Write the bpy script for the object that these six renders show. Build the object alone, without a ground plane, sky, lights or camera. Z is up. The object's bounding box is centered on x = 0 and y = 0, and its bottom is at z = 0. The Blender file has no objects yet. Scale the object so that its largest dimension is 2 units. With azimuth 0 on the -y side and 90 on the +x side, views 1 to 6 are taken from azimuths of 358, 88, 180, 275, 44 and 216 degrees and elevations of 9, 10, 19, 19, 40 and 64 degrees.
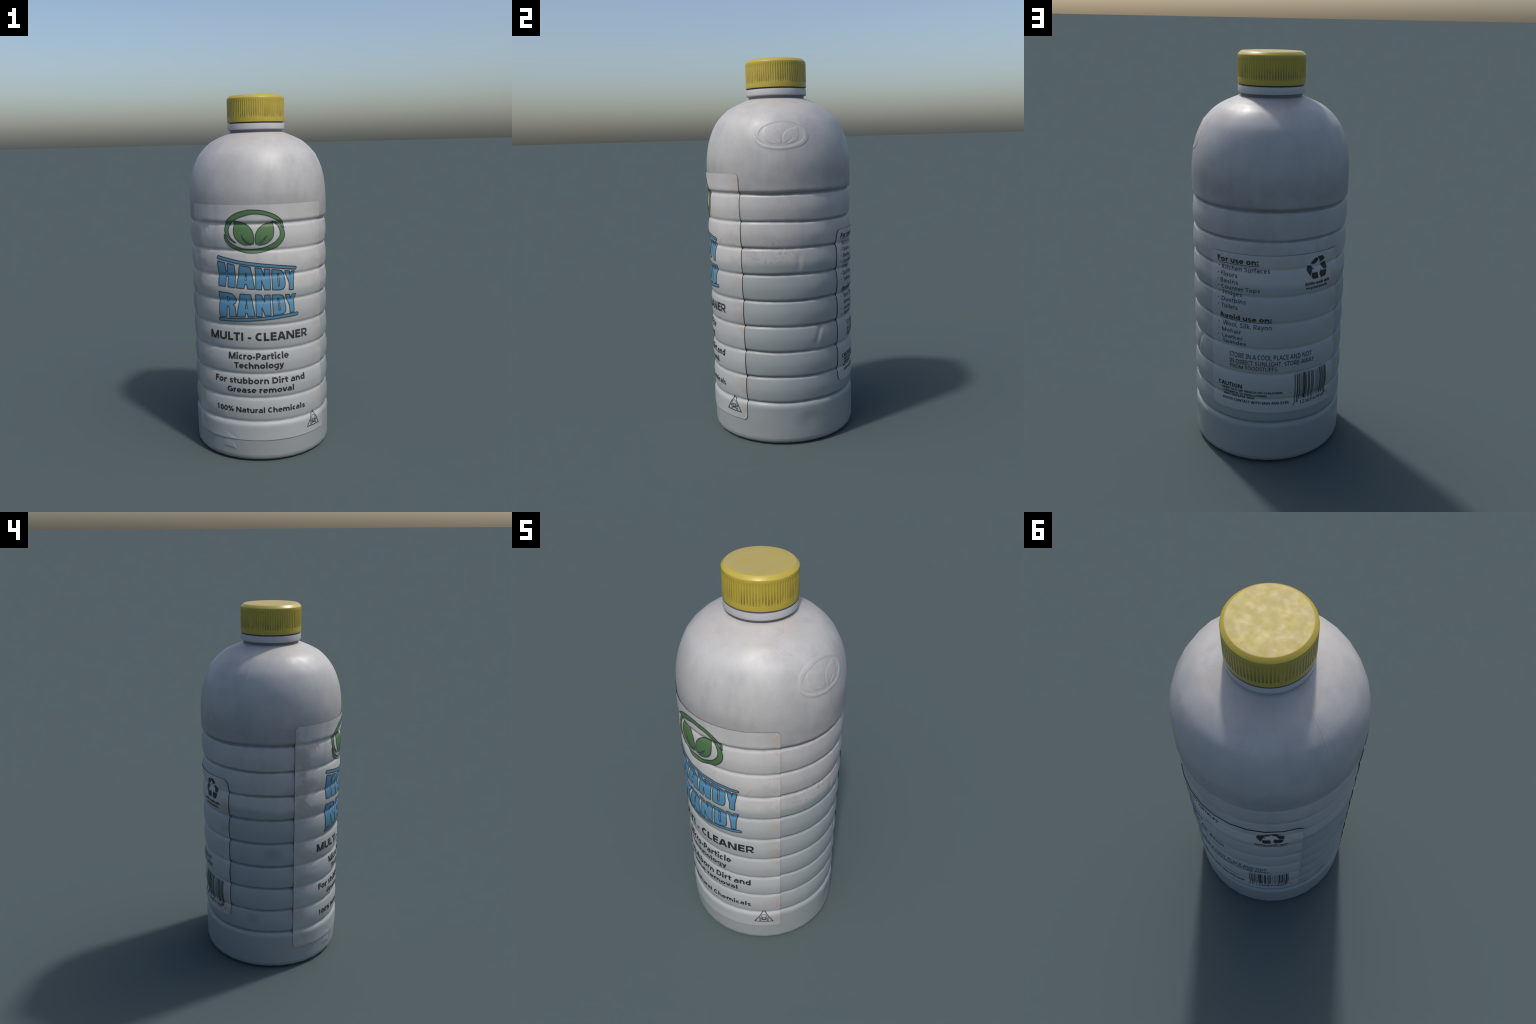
# A ribbed white plastic cleaner bottle with a yellow screw cap and two printed paper labels.
import bpy, bmesh, math, random
import numpy as np

random.seed(7)
rng = np.random.default_rng(7)
scene = bpy.context.scene
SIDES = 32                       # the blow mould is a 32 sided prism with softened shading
SECTOR = 2 * math.pi / SIDES
LABEL_R = 0.39                   # radius at which label arc lengths are measured


# ------------------------------------------------------------------ small helpers
def smooth01(x):
    x = np.clip(x, 0.0, 1.0)
    return x * x * (3 - 2 * x)


def facet(phi):
    """Radius factor that turns a circle into the 32 sided outline."""
    return math.cos(SECTOR / 2) / np.cos(np.mod(phi, SECTOR) - SECTOR / 2)


def link(obj, parent=None):
    scene.collection.objects.link(obj)
    if parent is not None:
        obj.parent = parent
    return obj


def grid_faces(rows, cols, closed):
    i = np.arange(rows - 1)[:, None]
    j = np.arange(cols if closed else cols - 1)[None, :]
    k = (j + 1) % cols
    return np.stack([i * cols + j, i * cols + k, (i + 1) * cols + k, (i + 1) * cols + j], -1).reshape(-1, 4)


def mesh_from(name, verts, faces, mat, parent, normals=None, mats=None, mat_index=None):
    me = bpy.data.meshes.new(name)
    me.from_pydata(np.asarray(verts).tolist(), [], [list(map(int, f)) for f in faces])
    me.update()
    me.polygons.foreach_set("use_smooth", [True] * len(me.polygons))
    for m in (mats or [mat]):
        me.materials.append(m)
    if mat_index is not None:
        me.polygons.foreach_set("material_index", list(map(int, mat_index)))
    if normals is not None:
        me.normals_split_custom_set_from_vertices(np.asarray(normals).tolist())
    return link(bpy.data.objects.new(name, me), parent)


def unit(v):
    return v / np.maximum(np.linalg.norm(v, axis=-1, keepdims=True), 1e-9)


def grid_normals(P, closed):
    """Smooth normals of a grid of points (rows run down, columns run anticlockwise)."""
    du = np.gradient(P, axis=0)
    if closed:
        dv = np.roll(P, -1, 1) - np.roll(P, 1, 1)
    else:
        dv = np.gradient(P, axis=1)
    return unit(np.cross(du, dv))


def polyline_resample(points, step):
    p = np.array(points, float)
    seg = np.linalg.norm(np.diff(p, axis=0), axis=1)
    s = np.concatenate([[0], np.cumsum(seg)])
    n = max(2, int(s[-1] / step))
    t = np.linspace(0, s[-1], n)
    return np.stack([np.interp(t, s, p[:, 0]), np.interp(t, s, p[:, 1])], -1)


def gauss_smooth(p, sigma_steps):
    n = int(sigma_steps * 3) + 1
    k = np.exp(-0.5 * (np.arange(-n, n + 1) / sigma_steps) ** 2)
    k /= k.sum()
    q = np.concatenate([2 * p[0] - p[n:0:-1], p, 2 * p[-1] - p[-2:-n - 2:-1]])
    return np.stack([np.convolve(q[:, i], k, "valid") for i in range(p.shape[1])], -1)


def catmull(points, n=8, closed=False):
    p = np.array(points, float)
    if closed:
        q = np.concatenate([p[-1:], p, p[:2]])
    else:
        q = np.concatenate([2 * p[:1] - p[1:2], p, 2 * p[-1:] - p[-2:-1]])
    out = []
    for i in range(len(q) - 3):
        a, b, c, d = q[i:i + 4]
        for t in np.linspace(0, 1, n, endpoint=False):
            out.append(0.5 * (2 * b + (c - a) * t + (2 * a - 5 * b + 4 * c - d) * t ** 2 + (3 * b - a - 3 * c + d) * t ** 3))
    if not closed:
        out.append(p[-1])
    return np.array(out)


# ------------------------------------------------------------------ materials
def new_material(name):
    m = bpy.data.materials.new(name)
    m.use_nodes = True
    nt = m.node_tree
    return m, nt, nt.nodes["Principled BSDF"]


class Nodes:
    def __init__(self, nt):
        self.nt = nt
        self.obj = nt.nodes.new("ShaderNodeTexCoord").outputs["Object"]
        sep = nt.nodes.new("ShaderNodeSeparateXYZ")
        nt.links.new(self.obj, sep.inputs[0])
        self.x, self.y, self.z = sep.outputs

    def set(self, node, i, v):
        if hasattr(v, "links"):
            self.nt.links.new(v, node.inputs[i])
        else:
            node.inputs[i].default_value = v

    def math(self, op, a, b=0.0, clamp=False):
        n = self.nt.nodes.new("ShaderNodeMath")
        n.operation, n.use_clamp = op, clamp
        self.set(n, 0, a)
        self.set(n, 1, b)
        return n.outputs[0]

    def noise(self, scale, detail=4.0, rough=0.55, stretch=None, shift=(0, 0, 0)):
        vec = self.obj
        if stretch or shift != (0, 0, 0):
            mp = self.nt.nodes.new("ShaderNodeMapping")
            mp.inputs["Scale"].default_value = stretch or (1, 1, 1)
            mp.inputs["Location"].default_value = shift
            self.nt.links.new(self.obj, mp.inputs[0])
            vec = mp.outputs[0]
        n = self.nt.nodes.new("ShaderNodeTexNoise")
        n.inputs["Scale"].default_value = scale
        n.inputs["Detail"].default_value = detail
        n.inputs["Roughness"].default_value = rough
        self.nt.links.new(vec, n.inputs["Vector"])
        return n.outputs["Fac"]

    def ramp(self, v, lo, hi, a=0.0, b=1.0):
        n = self.nt.nodes.new("ShaderNodeMapRange")
        n.interpolation_type = "SMOOTHSTEP"
        self.set(n, 0, v)
        for i, q in zip((1, 2, 3, 4), (lo, hi, a, b)):
            n.inputs[i].default_value = q
        return n.outputs[0]

    def mix(self, f, a, b, blend="MIX"):
        n = self.nt.nodes.new("ShaderNodeMix")
        n.data_type, n.blend_type = "RGBA", blend
        self.set(n, 0, f)
        for i, v in ((6, a), (7, b)):
            self.set(n, i, v if hasattr(v, "links") else (*v, 1.0))
        return n.outputs[2]

    def near(self, centre, size):
        """1 at a point on the object, falling to 0 at the given half sizes."""
        d = None
        for axis, c, s in zip((self.x, self.y, self.z), centre, size):
            q = self.math("DIVIDE", self.math("SUBTRACT", axis, c), s)
            q = self.math("MULTIPLY", q, q)
            d = q if d is None else self.math("ADD", d, q)
        return self.ramp(d, 0.0, 1.0, 1.0, 0.0)

    def bump(self, bsdf, height, strength, distance=0.002):
        b = self.nt.nodes.new("ShaderNodeBump")
        b.inputs["Strength"].default_value = strength
        b.inputs["Distance"].default_value = distance
        self.nt.links.new(height, b.inputs["Height"])
        self.nt.links.new(b.outputs[0], bsdf.inputs["Normal"])


WARM, COOL = (0.371, 0.367, 0.365), (0.252, 0.278, 0.283)


def on_cylinder(r, az, z):
    a = math.radians(az)
    return (r * math.cos(a), r * math.sin(a), z)


def white_plastic():
    m, nt, b = new_material("white_plastic")
    n = Nodes(nt)
    wob = n.math("MULTIPLY", n.math("SUBTRACT", n.noise(5, 3), 0.5), 0.05)
    zz = n.math("ADD", n.z, wob)
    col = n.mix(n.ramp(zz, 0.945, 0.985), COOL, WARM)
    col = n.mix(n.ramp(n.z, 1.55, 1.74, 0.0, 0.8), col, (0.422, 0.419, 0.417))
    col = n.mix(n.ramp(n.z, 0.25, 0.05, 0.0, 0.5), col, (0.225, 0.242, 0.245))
    # broad mottling, finer dirt, vertical streaks
    upper = n.ramp(n.z, 0.94, 1.00)
    mottle = n.ramp(n.noise(8, 7, 0.65), 0.38, 0.66, 0.0, 0.30)
    col = n.mix(mottle, col, n.mix(upper, (0.235, 0.25, 0.255), (0.285, 0.285, 0.29)))
    cloud = n.ramp(n.noise(4.5, 6, 0.62, (1, 1, 0.7), (7, 3, 1)), 0.44, 0.70, 0.0, 0.34)
    col = n.mix(n.math("MULTIPLY", cloud, upper), col, (0.245, 0.25, 0.258))
    streak = n.ramp(n.noise(18, 4, 0.6, (1, 1, 0.12)), 0.50, 0.72, 0.0, 0.24)
    col = n.mix(n.math("MULTIPLY", streak, upper), col, (0.24, 0.26, 0.265))
    speck = n.math("MULTIPLY", n.ramp(n.noise(120, 4, 0.65, (1, 1, 0.7)), 0.46, 0.70), n.ramp(n.noise(7, 3, 0.5, None, (3, 1, 2)), 0.46, 0.62))
    col = n.mix(n.math("MULTIPLY", n.math("MULTIPLY", speck, upper), 0.17), col, (0.17, 0.165, 0.17))
    spot = n.math("MULTIPLY", n.ramp(n.noise(70, 5, 0.7), 0.47, 0.66), n.near(on_cylinder(0.38, -9, 1.02), (0.12, 0.17, 0.10)))
    col = n.mix(n.math("MULTIPLY", spot, 0.42), col, (0.17, 0.16, 0.155))
    # grime at the foot of the shoulder, brownish stain round the neck
    grime = n.math("MULTIPLY", n.ramp(n.z, 1.53, 1.38), n.ramp(n.z, 1.322, 1.335))
    col = n.mix(n.math("MULTIPLY", grime, n.ramp(n.noise(10, 5), 0.3, 0.7, 0.30, 0.62)), col, (0.195, 0.197, 0.202))
    stain = n.math("MULTIPLY", n.ramp(n.z, 1.70, 1.79), n.ramp(n.noise(9, 4), 0.3, 0.65))
    col = n.mix(n.math("MULTIPLY", stain, 0.45), col, (0.42, 0.36, 0.31))
    # darker tone along the floors of the moulded grooves
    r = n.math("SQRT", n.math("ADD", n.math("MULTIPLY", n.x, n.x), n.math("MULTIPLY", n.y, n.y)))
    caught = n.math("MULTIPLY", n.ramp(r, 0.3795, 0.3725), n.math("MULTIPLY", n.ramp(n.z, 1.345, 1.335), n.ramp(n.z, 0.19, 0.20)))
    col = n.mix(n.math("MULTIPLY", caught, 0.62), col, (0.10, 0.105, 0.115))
    # dark patches over three shallow dents
    for c, s in ((on_cylinder(0.38, -175, 0.717), (0.10, 0.07, 0.045)), (on_cylinder(0.38, 168, 0.318), (0.06, 0.05, 0.045)),
                 (on_cylinder(0.38, 18, 0.135), (0.10, 0.12, 0.06))):
        col = n.mix(n.math("MULTIPLY", n.near(c, s), 0.42), col, (0.15, 0.165, 0.175))
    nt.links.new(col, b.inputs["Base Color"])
    rough = n.ramp(n.noise(11, 4), 0.3, 0.7, 0.40, 0.52)
    nt.links.new(rough, b.inputs["Roughness"])
    n.bump(b, n.noise(45, 5, 0.6), 0.10)
    return m


def neck_plastic():
    m, nt, b = new_material("neck_plastic")
    n = Nodes(nt)
    col = n.mix(n.ramp(n.noise(14, 4), 0.4, 0.7, 0.0, 0.3), (0.42, 0.42, 0.435), (0.34, 0.34, 0.355))
    # shadow painted into the gap under the cap and the undercut below the ring
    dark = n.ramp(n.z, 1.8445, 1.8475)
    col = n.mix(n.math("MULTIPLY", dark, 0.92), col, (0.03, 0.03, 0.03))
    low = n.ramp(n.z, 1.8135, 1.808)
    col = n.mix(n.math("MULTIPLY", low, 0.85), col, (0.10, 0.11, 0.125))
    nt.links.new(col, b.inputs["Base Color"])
    b.inputs["Roughness"].default_value = 0.38
    n.bump(b, n.noise(60, 3), 0.05)
    return m


def label_paper():
    m, nt, b = new_material("label_paper")
    n = Nodes(nt)
    wob = n.math("MULTIPLY", n.math("SUBTRACT", n.noise(5, 3), 0.5), 0.04)
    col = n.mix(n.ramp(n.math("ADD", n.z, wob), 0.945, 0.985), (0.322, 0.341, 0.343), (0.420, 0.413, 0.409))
    col = n.mix(n.ramp(n.noise(8, 6, 0.6), 0.4, 0.7, 0.0, 0.25), col, (0.29, 0.295, 0.295))
    streak = n.ramp(n.noise(18, 3, 0.6, (1, 1, 0.16), (1, 4, 2)), 0.50, 0.70, 0.0, 0.55)
    col = n.mix(n.math("MULTIPLY", streak, n.ramp(n.z, 1.0, 1.15)), col, (0.30, 0.325, 0.33))
    # tea coloured grime along the side edges of each rib
    edge = n.ramp(n.math("ABSOLUTE", n.x), 0.24, 0.335)
    tea = n.math("MULTIPLY", edge, n.ramp(n.noise(10, 4, 0.6, (1, 1, 1.2), (5, 2, 8)), 0.42, 0.62))
    col = n.mix(n.math("MULTIPLY", tea, 0.6), col, (0.30, 0.255, 0.225))
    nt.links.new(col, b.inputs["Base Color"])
    b.inputs["Roughness"].default_value = 0.5
    n.bump(b, n.noise(30, 4, 0.6, (1, 1, 0.6)), 0.08)
    return m


def flat_ink(name, colour, fade, rough=0.5, amount=0.25):
    m, nt, b = new_material(name)
    n = Nodes(nt)
    col = n.mix(n.ramp(n.noise(20, 4), 0.4, 0.75, 0.0, amount), colour, fade)
    nt.links.new(col, b.inputs["Base Color"])
    b.inputs["Roughness"].default_value = rough
    return m


def cap_plastic():
    m, nt, b = new_material("yellow_cap_plastic")
    n = Nodes(nt)
    yellow = (0.405, 0.318, 0.040)
    col = n.mix(n.ramp(n.noise(12, 4), 0.4, 0.7, 0.0, 0.4), yellow, (0.37, 0.285, 0.040))
    r = n.math("SQRT", n.math("ADD", n.math("MULTIPLY", n.x, n.x), n.math("MULTIPLY", n.y, n.y)))
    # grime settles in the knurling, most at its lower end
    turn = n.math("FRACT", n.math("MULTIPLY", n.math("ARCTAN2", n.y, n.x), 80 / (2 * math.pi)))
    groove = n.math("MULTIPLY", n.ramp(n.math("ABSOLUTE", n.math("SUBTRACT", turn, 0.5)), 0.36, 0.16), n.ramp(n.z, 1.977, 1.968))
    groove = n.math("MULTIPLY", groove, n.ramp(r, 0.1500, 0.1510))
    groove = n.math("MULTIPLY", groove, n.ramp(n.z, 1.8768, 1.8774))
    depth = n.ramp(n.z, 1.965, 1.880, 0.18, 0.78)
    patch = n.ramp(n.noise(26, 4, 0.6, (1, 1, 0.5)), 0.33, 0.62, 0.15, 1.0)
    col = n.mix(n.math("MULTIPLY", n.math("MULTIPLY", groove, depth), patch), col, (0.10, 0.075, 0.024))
    # the top face is scuffed pale
    top = n.math("MULTIPLY", n.ramp(r, 0.1475, 0.1445), n.ramp(n.z, 1.9985, 1.9995))
    scuff = n.mix(n.ramp(n.noise(15, 6, 0.6), 0.32, 0.68), (0.372, 0.285, 0.062), (0.350, 0.290, 0.118))
    col = n.mix(n.math("MULTIPLY", top, 0.85), col, scuff)
    nt.links.new(col, b.inputs["Base Color"])
    nt.links.new(n.math("ADD", 0.36, n.math("MULTIPLY", top, n.ramp(n.noise(25, 5), 0.3, 0.7, 0.12, 0.30))), b.inputs["Roughness"])
    n.bump(b, n.noise(40, 4), 0.06)
    return m


PLASTIC, NECK, PAPER, CAP = white_plastic(), neck_plastic(), label_paper(), cap_plastic()
EDGE = flat_ink("label_dark_edge", (0.018, 0.018, 0.020), (0.03, 0.03, 0.03))
BLACK = flat_ink("black_ink", (0.014, 0.016, 0.017), (0.028, 0.028, 0.028))
GREY = flat_ink("thin_grey_ink", (0.034, 0.038, 0.042), (0.06, 0.063, 0.066))
GREEN = flat_ink("green_ink", (0.062, 0.145, 0.050), (0.072, 0.165, 0.062))
BLUE = flat_ink("blue_ink", (0.062, 0.190, 0.315), (0.074, 0.215, 0.34))
OUTLINE = flat_ink("outline_ink", (0.030, 0.042, 0.044), (0.045, 0.055, 0.055))

# ------------------------------------------------------------------ body profile
GROOVES = [1.319] + [1.1795 - 0.1355 * i for i in range(8)]


def bead(top, bottom, bulge, lip, floor, n=30):
    """One flattish rib between two narrow grooves, as (radius, height) running down."""
    u = np.linspace(0, 1, n)
    t, b = top - 0.0095, bottom + 0.0110
    r = lip + (bulge - lip) * (1 - np.abs(2 * u - 1) ** 1.8)
    return [(floor, top - 0.0010), (lip - 0.0035, top - 0.0060)] + list(zip(r, t + (b - t) * u)) + [(lip - 0.0035, bottom + 0.0070), (floor, bottom + 0.0015)]


def body_profile():
    p = list(catmull([(0.1475, 1.7975), (0.165, 1.7915), (0.200, 1.7772), (0.2250, 1.7662), (0.2625, 1.7455), (0.3005, 1.7115),
                      (0.3325, 1.6705), (0.3600, 1.6125), (0.3775, 1.552), (0.3862, 1.490), (0.3884, 1.43), (0.3883, 1.3600)], 24))
    p += list(catmull([(0.3883, 1.3595), (0.3880, 1.3430), (0.3850, 1.3330), (0.3706, GROOVES[0] + 0.003)], 10))
    for a, b in zip(GROOVES[:-1], GROOVES[1:]):
        p += bead(a, b, 0.3880, 0.3818, 0.3706)
    p += [(0.3712, GROOVES[-1] - 0.002)]
    p += list(catmull([(0.3790, GROOVES[-1] - 0.0055), (0.3850, GROOVES[-1] - 0.0120), (0.3882, GROOVES[-1] - 0.0220), (0.3890, GROOVES[-1] - 0.0340), (0.3884, 0.160), (0.3880, 0.100), (0.3872, 0.036)], 10))
    p += list(catmull([(0.3871, 0.034), (0.3815, 0.016), (0.3680, 0.0045), (0.3500, 0.0006)], 10))
    return p


fine = polyline_resample(body_profile(), 0.0010)
soft = gauss_smooth(fine, 2.5)
soft[0], soft[-1] = fine[0], fine[-1]
PZ, PR = soft[::-1, 1].copy(), soft[::-1, 0].copy()
order = np.argsort(PZ)
PZ, PR = PZ[order], PR[order]
# the labels bridge the grooves, so they follow a slacker copy of the same profile
zl = np.arange(0.05, 1.5, 0.001)
rl = np.interp(zl, PZ, PR)
kernel = np.exp(-0.5 * (np.arange(-45, 46) / 14.0) ** 2)
rs = np.convolve(np.pad(rl, 45, mode="edge"), kernel / kernel.sum(), "valid")
LR = 0.62 * np.maximum(rs, rl) + 0.38 * rl + 0.0036
kernel = np.exp(-0.5 * (np.arange(-15, 16) / 3.8) ** 2)
LR = np.convolve(np.pad(LR, 15, mode="edge"), kernel / kernel.sum(), "valid")

# ------------------------------------------------------------------ emblem outlines (label arc length, height)
ring_upper = np.concatenate([
    catmull([(0.1215, 1.296), (0.1130, 1.3300), (0.0745, 1.3660), (0.0126, 1.3895), (-0.0394, 1.3960), (-0.0800, 1.3945), (-0.1285, 1.3815),
             (-0.1705, 1.3570), (-0.1940, 1.3310), (-0.2021, 1.3010), (-0.1985, 1.2750), (-0.1800, 1.2475), (-0.1420, 1.2220)]),
    catmull([(-0.1400, 1.2235), (-0.1640, 1.2460), (-0.1765, 1.2666), (-0.1810, 1.2914), (-0.1718, 1.3180), (-0.1521, 1.3380), (-0.1201, 1.3560),
             (-0.0661, 1.3725), (-0.0225, 1.3750), (0.0295, 1.3655), (0.0735, 1.3450), (0.1022, 1.3220), (0.1190, 1.2960)])])
ring_lower = np.concatenate([
    catmull([(-0.2040, 1.2660), (-0.2022, 1.2440), (-0.1870, 1.2185), (-0.1624, 1.1955), (-0.1162, 1.1773), (-0.0626, 1.1687), (-0.0098, 1.1710),
             (0.0433, 1.1830), (0.0833, 1.2000), (0.1130, 1.2300), (0.1240, 1.2620), (0.1170, 1.2925), (0.0966, 1.3165), (0.0732, 1.3300), (0.0560, 1.3355)]),
    catmull([(0.0560, 1.3335), (0.0802, 1.3175), (0.0926, 1.3014), (0.0996, 1.2790), (0.0953, 1.2535), (0.0710, 1.2250), (0.0349, 1.2055),
             (-0.0006, 1.1942), (-0.0445, 1.1882), (-0.0798, 1.1888), (-0.1157, 1.1955), (-0.1617, 1.2172), (-0.1895, 1.2430), (-0.2015, 1.2660)])])
leaf_left = np.concatenate([
    catmull([(-0.1455, 1.3395), (-0.1117, 1.3320), (-0.0799, 1.3185), (-0.0558, 1.2955), (-0.0438, 1.2677), (-0.0412, 1.2394), (-0.0438, 1.2173)]),
    catmull([(-0.0561, 1.2172), (-0.0788, 1.2285), (-0.0962, 1.2450), (-0.1082, 1.2665)]),
    catmull([(-0.1033, 1.2465), (-0.0894, 1.2290), (-0.0702, 1.2180), (-0.0570, 1.2121)]),
    catmull([(-0.0899, 1.2128), (-0.1148, 1.2240), (-0.1363, 1.2445), (-0.1482, 1.2709), (-0.1503, 1.2957), (-0.1478, 1.3240)])])
leaf_right = np.concatenate([
    catmull([(0.0595, 1.3290), (0.0640, 1.3065), (0.0650, 1.2817), (0.0590, 1.2520), (0.0407, 1.2295), (0.0140, 1.2155), (-0.0200, 1.2110)]),
    catmull([(-0.0050, 1.2205), (0.0130, 1.2375), (0.0263, 1.2600)]),
    catmull([(0.0095, 1.2420), (-0.0060, 1.2285), (-0.0220, 1.2178), (-0.0306, 1.2171)]),
    catmull([(-0.0338, 1.2375), (-0.0321, 1.2640), (-0.0210, 1.2902), (0.0021, 1.3124), (0.0270, 1.3235)])])
EMBLEM = [ring_upper, ring_lower, leaf_left, leaf_right]


def signed_distance(px, py, poly):
    """Distance to a closed outline, positive inside."""
    a, b = poly, np.roll(poly, -1, 0)
    best, inside = np.full(px.shape, 1e9), np.zeros(px.shape, bool)
    for (ax, ay), (bx, by) in zip(a, b):
        ex, ey = bx - ax, by - ay
        l2 = ex * ex + ey * ey
        if l2 < 1e-14:
            continue
        t = np.clip(((px - ax) * ex + (py - ay) * ey) / l2, 0, 1)
        best = np.minimum(best, (px - ax - t * ex) ** 2 + (py - ay - t * ey) ** 2)
        if ey != 0:
            cross = ((ay > py) != (by > py)) & (px < ax + (py - ay) * ex / ey)
            inside ^= cross
    d = np.sqrt(best)
    return np.where(inside, d, -d)


def segment_distance(px, py, a, b):
    ex, ey = b[0] - a[0], b[1] - a[1]
    t = np.clip(((px - a[0]) * ex + (py - a[1]) * ey) / (ex * ex + ey * ey), 0, 1)
    side = ((px - a[0]) * ey - (py - a[1]) * ex) / math.hypot(ex, ey)
    return np.hypot(px - a[0] - t * ex, py - a[1] - t * ey), side


def body_relief(phi, z):
    """Outward displacement of the bottle wall: emblem, seam, dents and wobble."""
    deg = np.degrees(np.mod(phi + math.pi, 2 * math.pi) - math.pi)
    d = 0.0007 * np.sin(3 * phi + 9 * z) * np.sin(7 * z + 1.3) + 0.0005 * np.sin(5 * phi - 17 * z + 0.7)
    d = d * smooth01((z - 0.02) / 0.1) * smooth01((1.72 - z) / 0.1)
    m = (np.abs(deg) < 25) & (z > 1.52) & (z < 1.71)
    if m.any():
        ex = -0.0400 + (deg[m] - 0.3) / 42.6 * 0.328
        ez = 1.1687 + (z[m] - 1.5370) / 0.1500 * 0.2273
        h = np.zeros(ex.shape)
        for poly, tall in zip(EMBLEM, (0.0020, 0.0020, 0.0017, 0.0017)):
            h = np.maximum(h, tall * smooth01((signed_distance(ex, ez, poly[::2]) + 0.0065) / 0.013))
        d[m] += h
    # mould seam on the left flank, fading out below the shoulder
    arc = np.radians(deg - 162.4) * 0.38
    d += 0.0008 * np.exp(-(arc / 0.0030) ** 2) * (0.30 + 0.70 * smooth01((z - 1.45) / 0.2)) * smooth01((1.79 - z) / 0.02)
    arc = np.radians(deg) * 0.388
    # pinch in one rib, slanting crease in another, soft dents
    d -= 0.0026 * np.exp(-((deg - 11.0) / 2.2) ** 2) * np.exp(-((z - 0.972) / 0.042) ** 4)
    d += 0.0009 * np.exp(-((deg - 14.5) / 2.2) ** 2) * np.exp(-((z - 0.972) / 0.042) ** 4)
    q, side = segment_distance(arc, z, (math.radians(28.8) * 0.388, 0.622), (math.radians(24.6) * 0.388, 0.548))
    d -= 0.0030 * np.exp(-(q / 0.015) ** 2)
    q, side = segment_distance(arc, z, (math.radians(27.6) * 0.388 + 0.018, 0.600), (math.radians(24.6) * 0.388 + 0.022, 0.550))
    d += 0.0013 * np.exp(-(q / 0.012) ** 2)
    for a, zc, sa, sz, depth in ((18, 0.135, 6.5, 0.040, 0.0030), (-175, 0.717, 5, 0.028, 0.0020), (168, 0.318, 4, 0.024, 0.0018),
                                 (52, 1.24, 5, 0.028, 0.0016), (35, 0.84, 6, 0.025, 0.0014), (-22, 0.98, 4, 0.03, 0.0010), (150, 0.56, 5, 0.03, 0.0016), (185, 1.11, 5, 0.03, 0.0013), (-10, 0.36, 6, 0.022, 0.0012), (8, 0.70, 4, 0.022, 0.0011), (-120, 1.56, 9, 0.06, 0.0015), (75, 0.44, 8, 0.03, 0.0015), (-165, 1.245, 7, 0.03, 0.0012)):
        dd = np.mod(deg - a + 180, 360) - 180
        d -= depth * np.exp(-(dd / sa) ** 2 - ((z - zc) / sz) ** 2)
    # little raised foot mark at the front, near the base
    m = (deg > -136) & (deg < -108) & (z > 0.05) & (z < 0.14)
    if m.any():
        mark = np.array([(-128.5, 0.0755), (-115.4, 0.0680), (-118.2, 0.1140), (-126.0, 0.1100)])
        mark[:, 0] = np.radians(mark[:, 0]) * 0.388
        s = signed_distance(arc[m], z[m], mark)
        fade = smooth01((deg[m] + 130) / 9)
        d[m] += 0.0022 * smooth01((s + 0.005) / 0.010) * fade * smooth01((0.118 - z[m]) / 0.035)
    return d


# ------------------------------------------------------------------ build: bottle
bottle = link(bpy.data.objects.new("cleaner_bottle", None))
bottle.empty_display_size = 0.2
bottle["label"] = "white ribbed plastic cleaner bottle with yellow screw cap and printed labels"
bottle["category"] = "cleaner bottle"


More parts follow.
